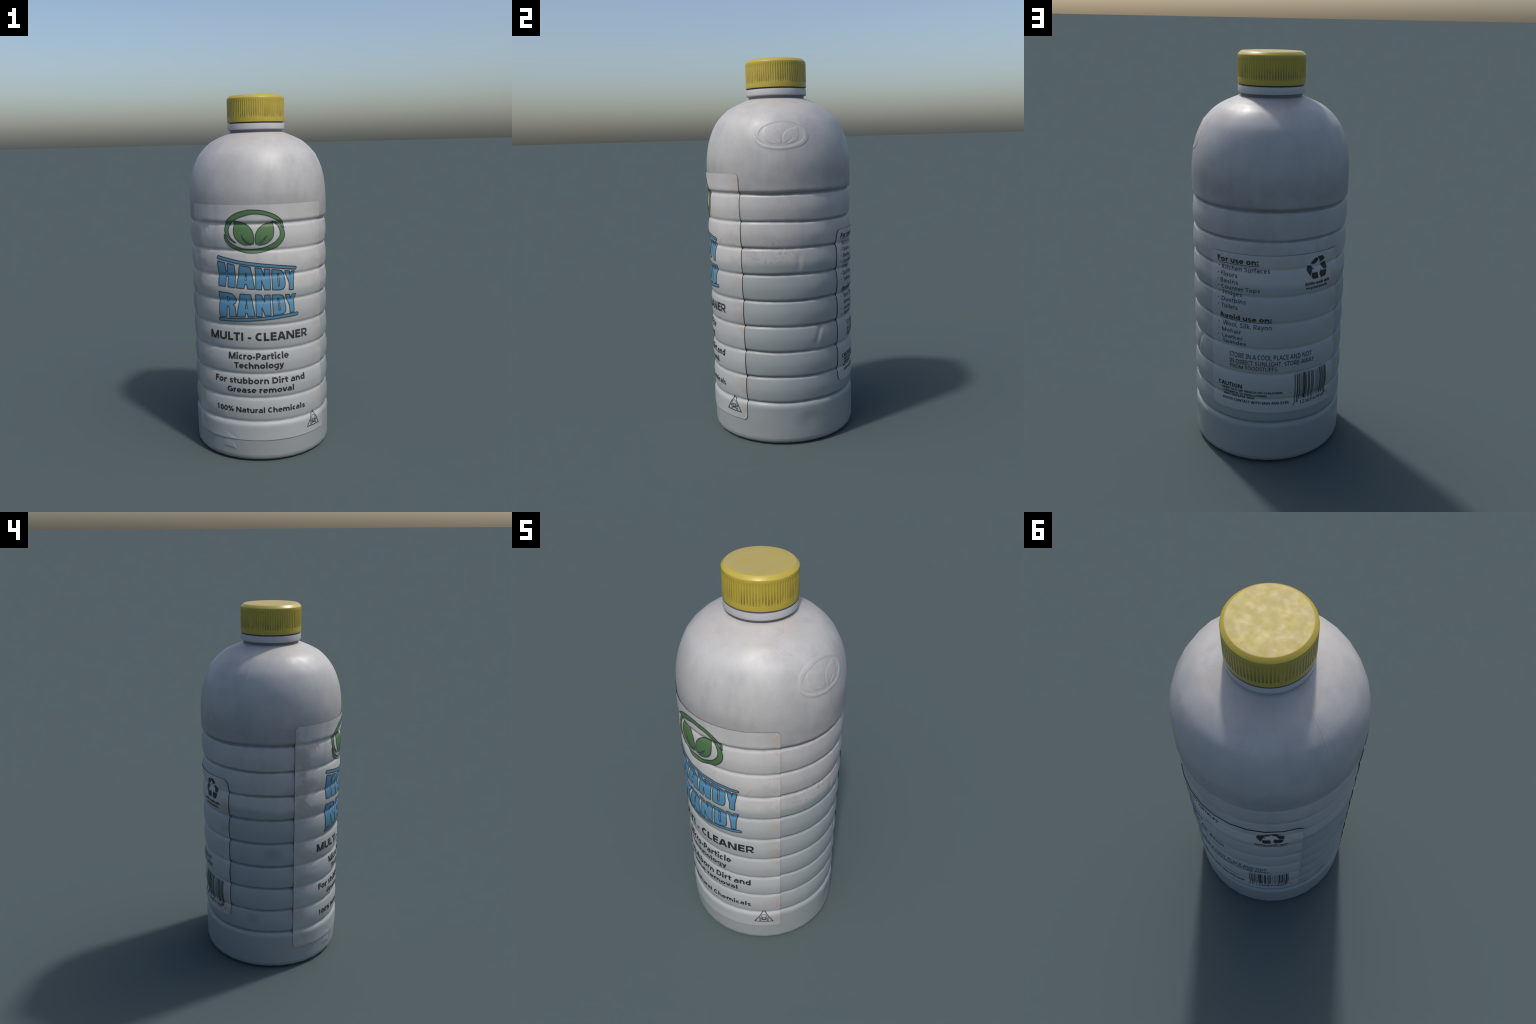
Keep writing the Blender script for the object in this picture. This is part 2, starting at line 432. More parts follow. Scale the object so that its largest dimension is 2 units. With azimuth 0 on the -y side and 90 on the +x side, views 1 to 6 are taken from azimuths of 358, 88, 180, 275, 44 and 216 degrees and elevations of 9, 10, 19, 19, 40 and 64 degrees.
def build_body():
    rows = []
    pts = soft
    last = -1.0
    acc = 0.0
    rows.append(pts[0])
    for a, b in zip(pts[:-1], pts[1:]):
        acc += float(np.hypot(*(b - a)))
        step = 0.0022 if (1.53 < b[1] < 1.70) else 0.0034
        if 0.06 < b[1] < 0.12:
            step = 0.0025
        if acc >= step:
            rows.append(b)
            acc = 0.0
    rows.append(pts[-1])
    rows = np.array(rows)
    base = np.arange(SIDES * 6) * (2 * math.pi / (SIDES * 6))
    extra = np.concatenate([np.arange(-25, 32.1, 0.32), np.arange(160.6, 164.2, 0.16), np.arange(230, 251, 0.35)])
    extra = np.mod(np.radians(extra), 2 * math.pi)
    phi = np.unique(np.round(np.concatenate([base, extra]), 5))
    keep = np.concatenate([[True], np.diff(phi) > 0.0008])
    phi = phi[keep]
    Z = np.repeat(rows[:, 1][:, None], len(phi), 1)
    F = np.repeat(phi[None, :], len(rows), 0)
    # the blown ribs wander a little in height and depth round the bottle
    ribbed = smooth01((1.36 - Z) / 0.05) * smooth01((Z - 0.16) / 0.06)
    wander = ribbed * (0.0011 * np.sin(2 * F + 11 * Z) + 0.0009 * np.sin(5 * F - 23 * Z + 1.0) + 0.0005 * np.sin(9 * F + 31 * Z))
    R = np.interp(Z + wander, PZ, PR)
    R[0], R[-1] = rows[0, 0], rows[-1, 0]
    R = np.where(ribbed > 0, R, rows[:, :1])
    R = R + ribbed * np.clip(0.3800 - R, 0, 1) * (0.16 + 0.16 * np.sin(3 * F + 13 * Z) + 0.10 * np.sin(7 * F - 29 * Z))
    D = body_relief(F, Z)
    S = R + D
    round_p = np.stack([S * np.cos(F), S * np.sin(F), Z], -1)
    N = grid_normals(round_p, True)
    k = 1 + (facet(F) - 1) * smooth01((R - 0.147) / 0.05)
    P = np.stack([S * k * np.cos(F), S * k * np.sin(F), Z], -1)
    nr, nc = Z.shape
    faces = [tuple(f[::-1]) for f in grid_faces(nr, nc, True)]
    verts, normals = P.reshape(-1, 3), N.reshape(-1, 3)
    if normals[nc * (nr // 2), 0] < 0:
        normals = -normals
    # recessed base
    foot = []
    for r, z in ((0.305, 0.0006), (0.285, 0.018), (0.02, 0.022)):
        foot.append(np.stack([r * np.cos(phi), r * np.sin(phi), np.full(nc, z)], -1))
    start = (nr - 1) * nc
    allv = np.concatenate([verts] + foot)
    alln = np.concatenate([normals] + [np.tile([0, 0, -1.0], (nc, 1))] * 3)
    off = len(verts)
    idx = [start] + [off + i * nc for i in range(3)]
    for a, b in zip(idx[:-1], idx[1:]):
        for j in range(nc):
            q = (j + 1) % nc
            faces.append((a + j, b + j, b + q, a + q))
    faces.append(tuple(off + 2 * nc + np.arange(nc)[::-1]))
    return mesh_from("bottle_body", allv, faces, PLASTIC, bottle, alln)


body = build_body()


def lathe(name, profile, mat, parent, segments, sharp=35, soften=0.0012):
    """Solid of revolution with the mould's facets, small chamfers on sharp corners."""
    p = [np.array(q, float) for q in profile]
    out = [p[0]]
    for a, b, c in zip(p[:-2], p[1:-1], p[2:]):
        u, v = unit(a - b), unit(c - b)
        cut = min(soften, 0.4 * np.linalg.norm(a - b), 0.4 * np.linalg.norm(c - b))
        if np.dot(u, v) > -0.95:
            for t in (0, 0.5, 1):
                out.append((1 - t) ** 2 * (b + u * cut) + 2 * t * (1 - t) * b + t * t * (b + v * cut))
        else:
            out.append(b)
    out.append(p[-1])
    rows = np.array(out)
    phi = np.arange(segments) * (2 * math.pi / segments)
    k = np.ones(segments)
    P = np.stack([rows[:, :1] * (k * np.cos(phi))[None], rows[:, :1] * (k * np.sin(phi))[None], np.repeat(rows[:, 1:], segments, 1)], -1)
    faces = [tuple(f[::-1]) for f in grid_faces(len(rows), segments, True)]
    o = mesh_from(name, P.reshape(-1, 3), faces, mat, parent)
    o.data.set_sharp_from_angle(angle=math.radians(sharp))
    return o


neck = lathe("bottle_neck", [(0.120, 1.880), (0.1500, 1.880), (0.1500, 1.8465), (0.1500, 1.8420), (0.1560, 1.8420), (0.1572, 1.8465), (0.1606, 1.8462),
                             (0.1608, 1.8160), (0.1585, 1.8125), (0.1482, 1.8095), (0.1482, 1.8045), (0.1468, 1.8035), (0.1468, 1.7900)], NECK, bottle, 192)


# ------------------------------------------------------------------ screw cap
def build_cap():
    ridges, per = 80, 10
    seg = ridges * per
    prof = [(0.0, 2.0), (0.05, 2.0), (0.10, 2.0), (0.143, 2.0), (0.1452, 1.9996), (0.1470, 1.9985), (0.1530, 1.9930), (0.1590, 1.9873), (0.1604, 1.9855), (0.1609, 1.9832)]
    zs = [1.979, 1.976, 1.974, 1.972, 1.970, 1.967] + list(np.linspace(1.963, 1.884, 20)) + [1.8815, 1.8800, 1.8794, 1.8788, 1.8782, 1.8776, 1.876, 1.872]
    prof += [(0.1609 + 0.0004 * (1.98 - z) / 0.12, z) for z in zs]
    prof += [(0.1613, 1.8560), (0.1611, 1.8540), (0.1600, 1.8528), (0.1560, 1.8526), (0.1530, 1.8528), (0.1520, 1.8560), (0.1515, 1.8800)]
    rows = np.array(prof)
    phi = np.arange(seg) * (2 * math.pi / seg)
    F = np.repeat(phi[None], len(rows), 0)
    R = np.repeat(rows[:, :1], seg, 1)
    Z = np.repeat(rows[:, 1:], seg, 1)
    wave = np.mod(phi * ridges / (2 * math.pi), 1.0)
    # a rounded rib, then a wider flat-bottomed groove
    groove = smooth01((np.abs(wave - 0.5) * -1 + 0.36) / 0.22)
    fade = smooth01((1.9770 - Z) / 0.016) * smooth01((Z - 1.8770) / 0.0090)
    fade = np.where(R > 0.158, fade, 0.0)
    R2 = R - 0.0018 * groove[None] * fade
    P0 = np.stack([R2 * np.cos(F), R2 * np.sin(F), Z], -1)
    k = 1.0
    P = np.stack([R2 * k * np.cos(F), R2 * k * np.sin(F), Z], -1)
    faces = [tuple(f[::-1]) for f in grid_faces(len(rows), seg, True)][seg:]
    verts = P.reshape(-1, 3)
    hub = len(verts)
    verts = np.concatenate([verts, [[0, 0, 2.0]]])
    faces += [(hub, seg + j, seg + (j + 1) % seg) for j in range(seg)]
    o = mesh_from("screw_cap", verts, faces, CAP, bottle)
    o.data.set_sharp_from_angle(angle=math.radians(50))
    return o


build_cap()


# ------------------------------------------------------------------ labels
def crease_set(spec):
    """Wrinkles in a stuck-on label: soft straight folds (ends, width, height) that die out at both ends."""
    def f(s, z):
        d = np.zeros(np.shape(s))
        for a, b, w, h in spec:
            h = h * 0.62
            ex, ez = b[0] - a[0], b[1] - a[1]
            n = math.hypot(ex, ez)
            t = ((s - a[0]) * ex + (z - a[1]) * ez) / n ** 2
            q = ((s - a[0]) * ez - (z - a[1]) * ex) / n
            along = smooth01(1.25 - np.abs(2 * t - 1))
            d = d + h * along * (np.exp(-(q / w) ** 2) - 0.7 * np.exp(-((q - 2.0 * w) / (1.3 * w)) ** 2))
        return d
    return f


def make_creases(s0, s1, z0, z1, count, seed, fixed=()):
    r = random.Random(seed)
    spec = list(fixed)
    for _ in range(count):
        s, z = r.uniform(s0 + 0.02, s1 - 0.02), r.uniform(z0 + 0.03, z1 - 0.03)
        a = r.gauss(math.pi / 2, 0.55)
        n = r.uniform(0.02, 0.06)
        spec.append(((s - n * math.cos(a), z - n * math.sin(a)), (s + n * math.cos(a), z + n * math.sin(a)), r.uniform(0.004, 0.010), r.choice((-1, 1)) * r.uniform(0.0004, 0.0010)))
    return crease_set(spec)


class Label:
    def __init__(self, name, facing, s0, s1, z0, z1, corner, creases, lift, skew=0.0, top_thin=0.0, taut=False):
        self.name, self.facing, self.ext, self.corner = name, math.radians(facing), (s0, s1, z0, z1), corner
        self.creases, self.lift, self.skew, self.top_thin, self.taut = creases, lift, skew, top_thin, taut
        self.build()

    def radius(self, s, z):
        s0, s1, z0, z1 = self.ext
        r = np.interp(z, zl, LR) + self.creases(s, z)
        near = np.minimum(np.minimum(s - s0, s1 - s), np.minimum(z - z0, z1 - z))
        # edges cling to the ribs a little more closely
        cling = smooth01(1 - np.minimum(s - s0, s1 - s) / 0.05)
        if self.taut:
            # the left side is pulled tight across the grooves
            slack = smooth01((s - s0) / 0.15)
            r = r * slack + (0.35 * r + 0.65 * 0.3902) * (1 - slack)
            cling = np.where(s - s0 < s1 - s, 0.0, cling)
        r = r * (1 - 0.3 * cling) + 0.3 * cling * (np.interp(z, PZ, PR) + 0.0042) + 0.0010 * cling
        return r + self.lift * smooth01(1 - near / 0.02)

    def point(self, s, z, out=0.0, faceted=True):
        s, z = np.asarray(s, float), np.asarray(z, float)
        phi = self.facing + s / LABEL_R
        r = (self.radius(s, z) + out) * (facet(phi) if faceted else 1.0)
        return np.stack([r * np.cos(phi), r * np.sin(phi), z], -1)

    def normal(self, s, z):
        e = 0.0012
        ds = self.point(s + e, z, faceted=False) - self.point(s - e, z, faceted=False)
        dz = self.point(s, z + e, faceted=False) - self.point(s, z - e, faceted=False)
        return unit(np.cross(ds, dz))

    def build(self):
        s0, s1, z0, z1 = self.ext
        rc = self.corner
        bend = rc * (1 - np.cos(np.linspace(0, math.pi / 2, 10)))
        z = np.concatenate([z0 + bend, np.arange(z0 + rc + 0.004, z1 - rc - 0.002, 0.004), z1 - bend[::-1]])
        dz = np.minimum(z - z0, z1 - z)
        inset = np.where(dz < rc, rc - np.sqrt(np.maximum(rc ** 2 - (rc - np.minimum(dz, rc)) ** 2, 0)), 0)
        cols = int((s1 - s0) / 0.0048)
        t = np.linspace(0, 1, cols)
        S = (s0 + inset)[:, None] + t[None] * (s1 - s0 - 2 * inset)[:, None]
        Zg = np.repeat(z[:, None], cols, 1)
        S = S + self.skew * (z1 - Zg) * t[None] ** 3
        outer, N = self.point(S, Zg), self.normal(S, Zg)
        inner = self.point(S, Zg, -0.0062 + self.top_thin * smooth01(1 - (z1 - Zg) / 0.05))
        nr, nc = S.shape
        front = grid_faces(nr, nc, False)
        self.obj = mesh_from(self.name, outer.reshape(-1, 3), front, PAPER, bottle, N.reshape(-1, 3))
        # backing: underside and cut edge, coloured near-black, butted just inside the face
        rim = [(0, j) for j in range(nc)] + [(i, nc - 1) for i in range(1, nr)] + [(nr - 1, j) for j in range(nc - 2, -1, -1)] + [(i, 0) for i in range(nr - 2, 0, -1)]
        top = self.point(S, Zg, -0.0003)
        rim_o = np.array([top[i, j] for i, j in rim])
        rim_i = np.array([inner[i, j] for i, j in rim])
        n = len(rim)
        verts = np.concatenate([rim_o, rim_i, inner.reshape(-1, 3)])
        faces = [(k, n + k, n + (k + 1) % n, (k + 1) % n) for k in range(n)]
        faces += [tuple(int(q) + 2 * n for q in f[::-1]) for f in front]
        back = mesh_from("label_edge", verts, faces, EDGE, self.obj)
        back.data.set_sharp_from_angle(angle=math.radians(40))

    # ---- printing
    def ink(self, name, pieces, out=0.0010):
        """pieces: list of (2D vertices, faces, material, extra lift); bent round the bottle as one printed mark."""
        V, N, Fc, M, mats = [], [], [], [], []
        base = 0
        for verts, faces, mat, lift in pieces:
            bm = bmesh.new()
            bv = [bm.verts.new((x, y, 0)) for x, y in verts]
            for f in faces:
                try:
                    bm.faces.new([bv[i] for i in f])
                except ValueError:
                    pass
            arr = np.asarray(verts)
            lo, hi = arr.min(0), arr.max(0)
            step_s, step_z = SECTOR * LABEL_R / 6, 0.009
            for k in range(int(math.floor(lo[0] / step_s)) + 1, int(math.ceil(hi[0] / step_s))):
                bmesh.ops.bisect_plane(bm, geom=bm.verts[:] + bm.edges[:] + bm.faces[:], dist=1e-6, plane_co=(k * step_s, 0, 0), plane_no=(1, 0, 0))
            for k in range(int(math.floor(lo[1] / step_z)) + 1, int(math.ceil(hi[1] / step_z))):
                bmesh.ops.bisect_plane(bm, geom=bm.verts[:] + bm.edges[:] + bm.faces[:], dist=1e-6, plane_co=(0, k * step_z, 0), plane_no=(0, 1, 0))
            bm.normal_update()
            flip = [f for f in bm.faces if f.normal.z < 0]
            bmesh.ops.reverse_faces(bm, faces=flip)
            bm.verts.index_update()
            q = np.array([v.co[:2] for v in bm.verts])
            V.append(self.point(q[:, 0], q[:, 1], out + lift))
            N.append(self.normal(q[:, 0], q[:, 1]))
            if mat not in mats:
                mats.append(mat)
            for f in bm.faces:
                Fc.append([v.index + base for v in f.verts])
                M.append(mats.index(mat))
            base += len(q)
            bm.free()
        if not V:
            return None
        return mesh_from(name, np.concatenate(V), Fc, None, self.obj, np.concatenate(N), mats, M)


def filled(loops):
    """Flat fill of outlines (inner loops become holes), as vertices and faces."""
    cu = bpy.data.curves.new("outline", "CURVE")
    cu.dimensions, cu.fill_mode = "2D", "BOTH"
    for lp in loops:
        sp = cu.splines.new("POLY")
        sp.points.add(len(lp) - 1)
        for p, (x, y) in zip(sp.points, lp):
            p.co = (x, y, 0, 1)
        sp.use_cyclic_u = True
    return evaluated(cu)


def evaluated(cu):
    ob = link(bpy.data.objects.new("helper", cu))
    dg = bpy.context.evaluated_depsgraph_get()
    me = bpy.data.meshes.new_from_object(ob.evaluated_get(dg))
    bpy.data.objects.remove(ob)
    verts = [(v.co.x, v.co.y) for v in me.vertices]
    faces = [tuple(p.vertices) for p in me.polygons]
    bpy.data.meshes.remove(me)
    bpy.data.curves.remove(cu)
    return verts, faces


def ribbon(line, width, closed):
    """Constant width stroke along a polyline with mitred corners."""
    p = np.array(line, float)
    keep = [0]
    for i in range(1, len(p)):
        if np.linalg.norm(p[i] - p[keep[-1]]) > 1e-5:
            keep.append(i)
    p = p[keep]
    if closed and np.linalg.norm(p[0] - p[-1]) < 1e-5:
        p = p[:-1]
    n = len(p)
    prev, nxt = np.roll(p, 1, 0), np.roll(p, -1, 0)
    if not closed:
        prev[0], nxt[-1] = 2 * p[0] - p[1], 2 * p[-1] - p[-2]
    a, b = unit(p - prev), unit(nxt - p)
    na, nb = np.stack([-a[:, 1], a[:, 0]], -1), np.stack([-b[:, 1], b[:, 0]], -1)
    m = unit(na + nb + 1e-9)
    k = 1 / np.maximum((m * nb).sum(1), 0.5)
    off = m * (k * width / 2)[:, None]
    verts = np.concatenate([p + off, p - off])
    faces = [(i, (i + 1) % n, n + (i + 1) % n, n + i) for i in range(n if closed else n - 1)]
    return verts.tolist(), faces


def disc(x, y, r, n=12):
    v = [(x + r * math.cos(t * 2 * math.pi / n), y + r * math.sin(t * 2 * math.pi / n)) for t in range(n)]
    return v, [tuple(range(n))]


def box(x0, z0, x1, z1):
    return [(x0, z0), (x1, z0), (x1, z1), (x0, z1)], [(0, 1, 2, 3)]


# ---- lettering: a plain humanist sans drawn as pen strokes (capital height 1, small letters 0.75)
XH, ASC, DESC = 0.75, 1.06, -0.33


def arc(cx, cy, rx, ry, a0, a1, n=16):
    return [(cx + rx * math.cos(math.radians(a)), cy + ry * math.sin(math.radians(a))) for a in np.linspace(a0, a1, n)]


def glyph(c, w):
    """Strokes (points, start cap, end cap) and advance. Caps: 'b' butt, 's' square, or a height to cut level at."""
    h = w / 2
    T, XT = 1 - h, XH - h
    sb = 0.12 if w < 0.17 else 0.070         # side bearing of a stem
    rb = sb * 0.62                           # of a round
    wide = 0 if w < 0.17 else 1              # bold letters run a little wider
    S = []

    def box(adv, left=None, right=None):
        return (sb if left is None else left) + h, adv - (sb if right is None else right) - h

    def stem(x, y0, y1):
        S.append(([(x, y0), (x, y1)], "b", "b"))

    def bar(x0, x1, y):
        S.append(([(x0, y), (x1, y)], "b", "b"))

    def slant(x0, y0, x1, y1, c0=None, c1=None):
        S.append(([(x0, y0), (x1, y1)], y0 if c0 is None else c0, y1 if c1 is None else c1))

    def pen(points, c0="b", c1="b", n=7):
        S.append((catmull(points, n), c0, c1))

    def line(points, c0="b", c1="b"):
        S.append((np.array(points, float), c0, c1))

    def oval(l, r, y0, y1):
        S.append((np.array(arc((l + r) / 2, (y0 + y1) / 2, (r - l) / 2, (y1 - y0) / 2, 0, 360, 33)[:-1]), "o", "o"))

    def bowl(l, r, y0, y1, rx=None):
        ry = (y1 - y0) / 2
        rx = ry if rx is None else rx
        line([(l, y1), (r - rx, y1)] + arc(r - rx, (y0 + y1) / 2, rx, ry, 85, -85, 14) + [(r - rx, y0), (l, y0)])

    def arch(l, r, foot=0.0, join=0.42):
        ry = min(0.30, XT - 0.2)
        line([(l, join)] + arc((l + r) / 2, XT - ry, (r - l) / 2, ry, 172, 0, 14) + [(r, foot)])

    def dot(x, y, size=1.12):
        q = w * size / 2
        S.append((np.array([(x, y - q), (x, y + q)]), "b", "b", size))

    if c == " ":
        return S, 0.36
    if c in "AVWvwxXy":
        adv = {"A": 0.94, "V": 0.88, "W": 1.34, "v": 0.74, "w": 1.13, "x": 0.76, "X": 0.86, "y": 0.74}[c] + 0.05 * wide
        top, e, m = (1.0 if c.isupper() else XH), h * 1.12, adv / 2
        n = 0.012 + 0.25 * h
        if c == "A":
            slant(e, 0, m - n, 1), slant(adv - e, 0, m + n, 1), bar(m - 0.22, m + 0.22, 0.31)
        elif c in "Vv":
            slant(e, top, m - n, 0), slant(adv - e, top, m + n, 0)
        elif c in "Ww":
            q = adv * 0.27
            slant(e, top, q - n, 0), slant(m - n, top, q + n, 0), slant(m + n, top, adv - q - n, 0), slant(adv - e, top, adv - q + n, 0)
        elif c in "xX":
            slant(e, top, adv - e, 0), slant(adv - e, top, e, 0)
        else:
            slant(e, XH, m + 0.01, 0.0, None, "b")
            pen([(adv - e, XH), (m + 0.06, 0.10), (m - 0.02, -0.12), (m - 0.11, DESC + h + 0.02), (m - 0.26, DESC + h)], XH, "b")
        return S, adv
    if c == "Y":
        adv = 0.83 + 0.05 * wide
        slant(h * 1.15, 1, adv / 2, 0.42, None, "b"), slant(adv - h * 1.15, 1, adv / 2, 0.42, None, "b"), stem(adv / 2, 0, 0.46)
        return S, adv
    if c in "BDPR":
        adv = {"B": 0.91, "D": 1.02, "P": 0.86, "R": 0.90}[c]
        l, r = box(adv, None, rb)
        stem(l, 0, 1)
        if c == "B":
            bowl(l, r - 0.04, 0.53, T, 0.22), bowl(l, r, h, 0.53, 0.24)
        elif c == "D":
            bowl(l, r, h, T, 0.40)
        else:
            bowl(l, r, 0.42, T, 0.26)
            if c == "R":
                slant(l + 0.26, 0.45, r + h * 0.3, 0, "b")
        return S, adv
    if c in "EFLHTIKMNU":
        adv = {"E": 0.79, "F": 0.74, "L": 0.74, "H": 1.05, "T": 0.78, "I": 0.50 - 0.06 * wide, "K": 0.89, "M": 1.30, "N": 1.09, "U": 1.04}[c]
        l, r = box(adv, None, 0.06 if c in "EFL" else None)
        if c == "T":
            stem(adv / 2, 0, 1), bar(0.02, adv - 0.02, T)
            return S, adv
        if c == "I":
            stem(adv / 2, 0, 1)
            if not wide:
                bar(0.07, adv - 0.07, T), bar(0.07, adv - 0.07, h)
            return S, adv
        if c == "U":
            line([(l, 1), (l, 0.36)] + arc((l + r) / 2, 0.36, (r - l) / 2, 0.36 - h, 180, 360, 18) + [(r, 1)])
            return S, adv
        stem(l, 0, 1)
        if c in "EFL":
            if c != "L":
                bar(l, r + h, T), bar(l, r + h - 0.03, 0.53)
            if c != "F":
                bar(l, r + h, h)
        elif c == "H":
            stem(r, 0, 1), bar(l, r, 0.53)
        elif c == "K":
            slant(l, 0.36, r + h * 0.4, 1, "b"), slant(l + 0.20, 0.58, r + h * 0.7, 0, "b")
        elif c == "M":
            stem(r, 0, 1), slant(l + h * 0.2, 1, adv / 2 - 0.02, 0), slant(r - h * 0.2, 1, adv / 2 + 0.02, 0)
        elif c == "N":
            stem(r, 0, 1), slant(l + h * 0.25, 1, r - h * 0.25, 0)
        return S, adv
    if c in "OCGS0":
        adv = {"O": 1.10, "C": 0.88, "G": 1.01, "S": 0.77, "0": 0.80}[c]
        l, r = box(adv, rb, rb)
        m = (l + r) / 2
        if c in "O0":
            oval(l, r, h, T)
        elif c == "C":
            q = (r - l) * 0.58
            line(arc(l + q, 0.5, q, 0.5 - h, 52, 308, 28))
        elif c == "G":
            q = (r - l) * 0.56
            line(arc(l + q, 0.5, q, 0.5 - h, 55, 290, 26) + [(r, h + 0.07), (r, 0.50)])
            bar(r - 0.24, r + h, 0.47)
        else:
            pen([(r - 0.01, T - 0.07), (m + 0.06, T), (l + 0.05, T - 0.10), (l + 0.04, 0.66), (m, 0.51), (r - 0.03, 0.36), (r - 0.04, 0.16), (m - 0.04, h), (l, h + 0.08)])
        return S, adv
    if c in "bdpgq":
        adv = 0.87
        l, r = box(adv, None if c in "bp" else rb, rb if c in "bp" else None)
        oval(l, r, h, XT)
        if c == "b":
            stem(l, 0, ASC)
        elif c == "p":
            stem(l, DESC, XH)
        elif c == "d":
            stem(r, 0, ASC)
        else:
            m = (l + r) / 2
            line([(r, XH), (r, -0.04)] + arc(m, -0.04, r - m, -0.04 - DESC - h, 0, -130, 12))
        return S, adv
    if c in "aeocs":
        adv = {"a": 0.79, "e": 0.80, "o": 0.86, "c": 0.68, "s": 0.67}[c] + 0.03 * wide
        l, r = box(adv, rb, None if c == "a" else rb)
        m, cy = (l + r) / 2, XH / 2
        if c == "o":
            oval(l, r, h, XT)
        elif c == "c":
            q = (r - l) * 0.60
            line(arc(l + q, cy, q, cy - h, 52, 308, 24))
        elif c == "e":
            line([(l, cy + 0.01), (r, cy + 0.01)] + arc(m, cy, r - m, cy - h, 2, 310, 26))
        elif c == "s":
            pen([(r - 0.01, XT - 0.05), (m + 0.04, XT), (l + 0.04, XT - 0.09), (l + 0.06, 0.47), (m, 0.385), (r - 0.04, 0.29), (r - 0.03, 0.13), (m - 0.04, h), (l, h + 0.06)])
        else:
            pen([(l + 0.05, XT - 0.06), (m - 0.02, XT), (r - 0.04, XT - 0.06), (r, XT - 0.20), (r, 0.20), (r, 0.0)])
            pen([(r, 0.43), (m - 0.04, 0.41), (l + 0.01, 0.32), (l + 0.01, 0.14), (m - 0.06, h), (r - 0.08, 0.12), (r, 0.28)])
        return S, adv
    if c in "hnmru":
        adv = {"h": 0.88, "n": 0.88, "m": 1.34, "r": 0.60, "u": 0.88}[c]
        l, r = box(adv)
        if c == "u":
            stem(r, 0, XH)
            line([(l, XH), (l, 0.32)] + arc((l + r) / 2, 0.32, (r - l) / 2, 0.32 - h, 180, 352, 14))
            return S, adv
        stem(l, 0, ASC if c == "h" else XH)
        if c == "m":
            mid = (l + r) / 2
            arch(l, mid), arch(mid, r)
        elif c == "r":
            line([(l, 0.38)] + arc(adv - 0.06, 0.40, adv - 0.06 - l, XT - 0.40, 175, 88, 10))
        else:
            arch(l, r)
        return S, adv
    if c in "iltfk":
        adv = {"i": 0.37, "l": 0.37, "t": 0.52, "f": 0.49, "k": 0.77}[c] + 0.04 * wide
        l, r = box(adv, None, 0.0)
        m = adv / 2
        if c == "i":
            stem(m, 0, XH), dot(m, 0.955 + 0.02 * wide)
        elif c == "l":
            stem(m, 0, ASC)
        elif c == "t":
            x = 0.13 + h
            line([(x, 0.93), (x, 0.24)] + arc(x + 0.17, 0.24, 0.17, 0.24 - h, 185, 285, 8)), bar(0.02, adv - 0.03, XT)
        elif c == "f":
            x = 0.11 + h
            line([(x, 0), (x, 0.80)] + arc(x + 0.20, 0.80, 0.20, ASC - h - 0.80, 175, 72, 8)), bar(0.02, adv - 0.04, XT)
        else:
            stem(l, 0, ASC), slant(l, 0.27, r - h * 0.5, XH, "b"), slant(l + 0.18, 0.42, r + h * 0.1, 0, "b")
        return S, adv
    if c in "123456789":
        adv = 0.80
        l, r = box(adv, 0.07, 0.07)
        m = (l + r) / 2
        if c == "1":
            stem(m + 0.04, 0, 1), slant(l + 0.04, 0.78, m + 0.04, 0.97, "b", "b")
        elif c == "2":
            pen([(l, T - 0.10), (m - 0.02, T), (r - 0.05, T - 0.10), (r - 0.06, 0.62), (m, 0.33), (l, h)]), bar(l - h * 0.5, r + h, h)
        elif c == "3":
            pen([(l, T - 0.06), (m, T), (r - 0.05, T - 0.12), (r - 0.10, 0.60), (m - 0.06, 0.53)]), pen([(m - 0.06, 0.53), (r - 0.04, 0.45), (r, 0.25), (m, h), (l - 0.02, h + 0.07)])
        elif c == "4":
            stem(r - 0.14, 0, 1), slant(l - 0.02, 0.27, r - 0.16, 1, "b"), bar(l - h, r + h, 0.28)
        elif c == "5":
            line([(r, T), (l + 0.07, T), (l + 0.04, 0.56)]), pen([(l + 0.04, 0.56), (m, 0.60), (r - 0.01, 0.44), (r - 0.02, 0.20), (m - 0.02, h), (l, h + 0.05)])
        elif c == "6":
            oval(l, r, h, 0.60), pen([(r - 0.05, T), (m - 0.04, T - 0.10), (l + 0.03, 0.62), (l, 0.32)])
        elif c == "7":
            bar(l - h * 0.6, r + h * 0.6, T), slant(r, T, l + 0.12, 0, "b")
        elif c == "8":
            oval(l + 0.04, r - 0.04, 0.53, T), oval(l, r, h, 0.53)
        else:
            oval(l, r, 0.40, T), pen([(l + 0.05, h), (m + 0.04, 0.10), (r - 0.03, 0.38), (r, 0.68)])
        return S, adv
    if c == "%":
        q = 0.5 * h + 0.10
        oval(0.05 + h, 0.44 - h * 0.4, 0.52 + h * 0.5, T), oval(0.72 + h * 0.4, 1.11 - h, h, 0.48 - h * 0.5)
        slant(0.30, 0, 0.86, 1)
        return S, 1.16
    if c == "-":
        bar(0.05, 0.42, 0.36)
        return S, 0.47
    if c == ":":
        dot(0.19, h * 1.1), dot(0.19, XH - h * 1.1)
    elif c == ".":
        dot(0.19, h * 1.1)
    elif c == ",":
        slant(0.22, h * 1.9, 0.12, -0.16, "b", "b")
    return S, 0.38


def stroke_mesh(pts, w, c0, c1):
    """One pen stroke as quads; slanted ends may be cut level at a given height."""
    p = np.asarray(pts, float)
    closed = c0 == "o"
    v, f = ribbon(p, w, closed)
    v = np.array(v)
    n = len(v) // 2
    if not closed:
        for cut, i, d in ((c0, 0, p[1] - p[0]), (c1, n - 1, p[-1] - p[-2])):
            if cut == "b":
                continue
            if abs(d[1]) > 1e-6:
                for k in (i, n + i):
                    v[k] = v[k] + d * (cut - v[k][1]) / d[1]
    return v, f


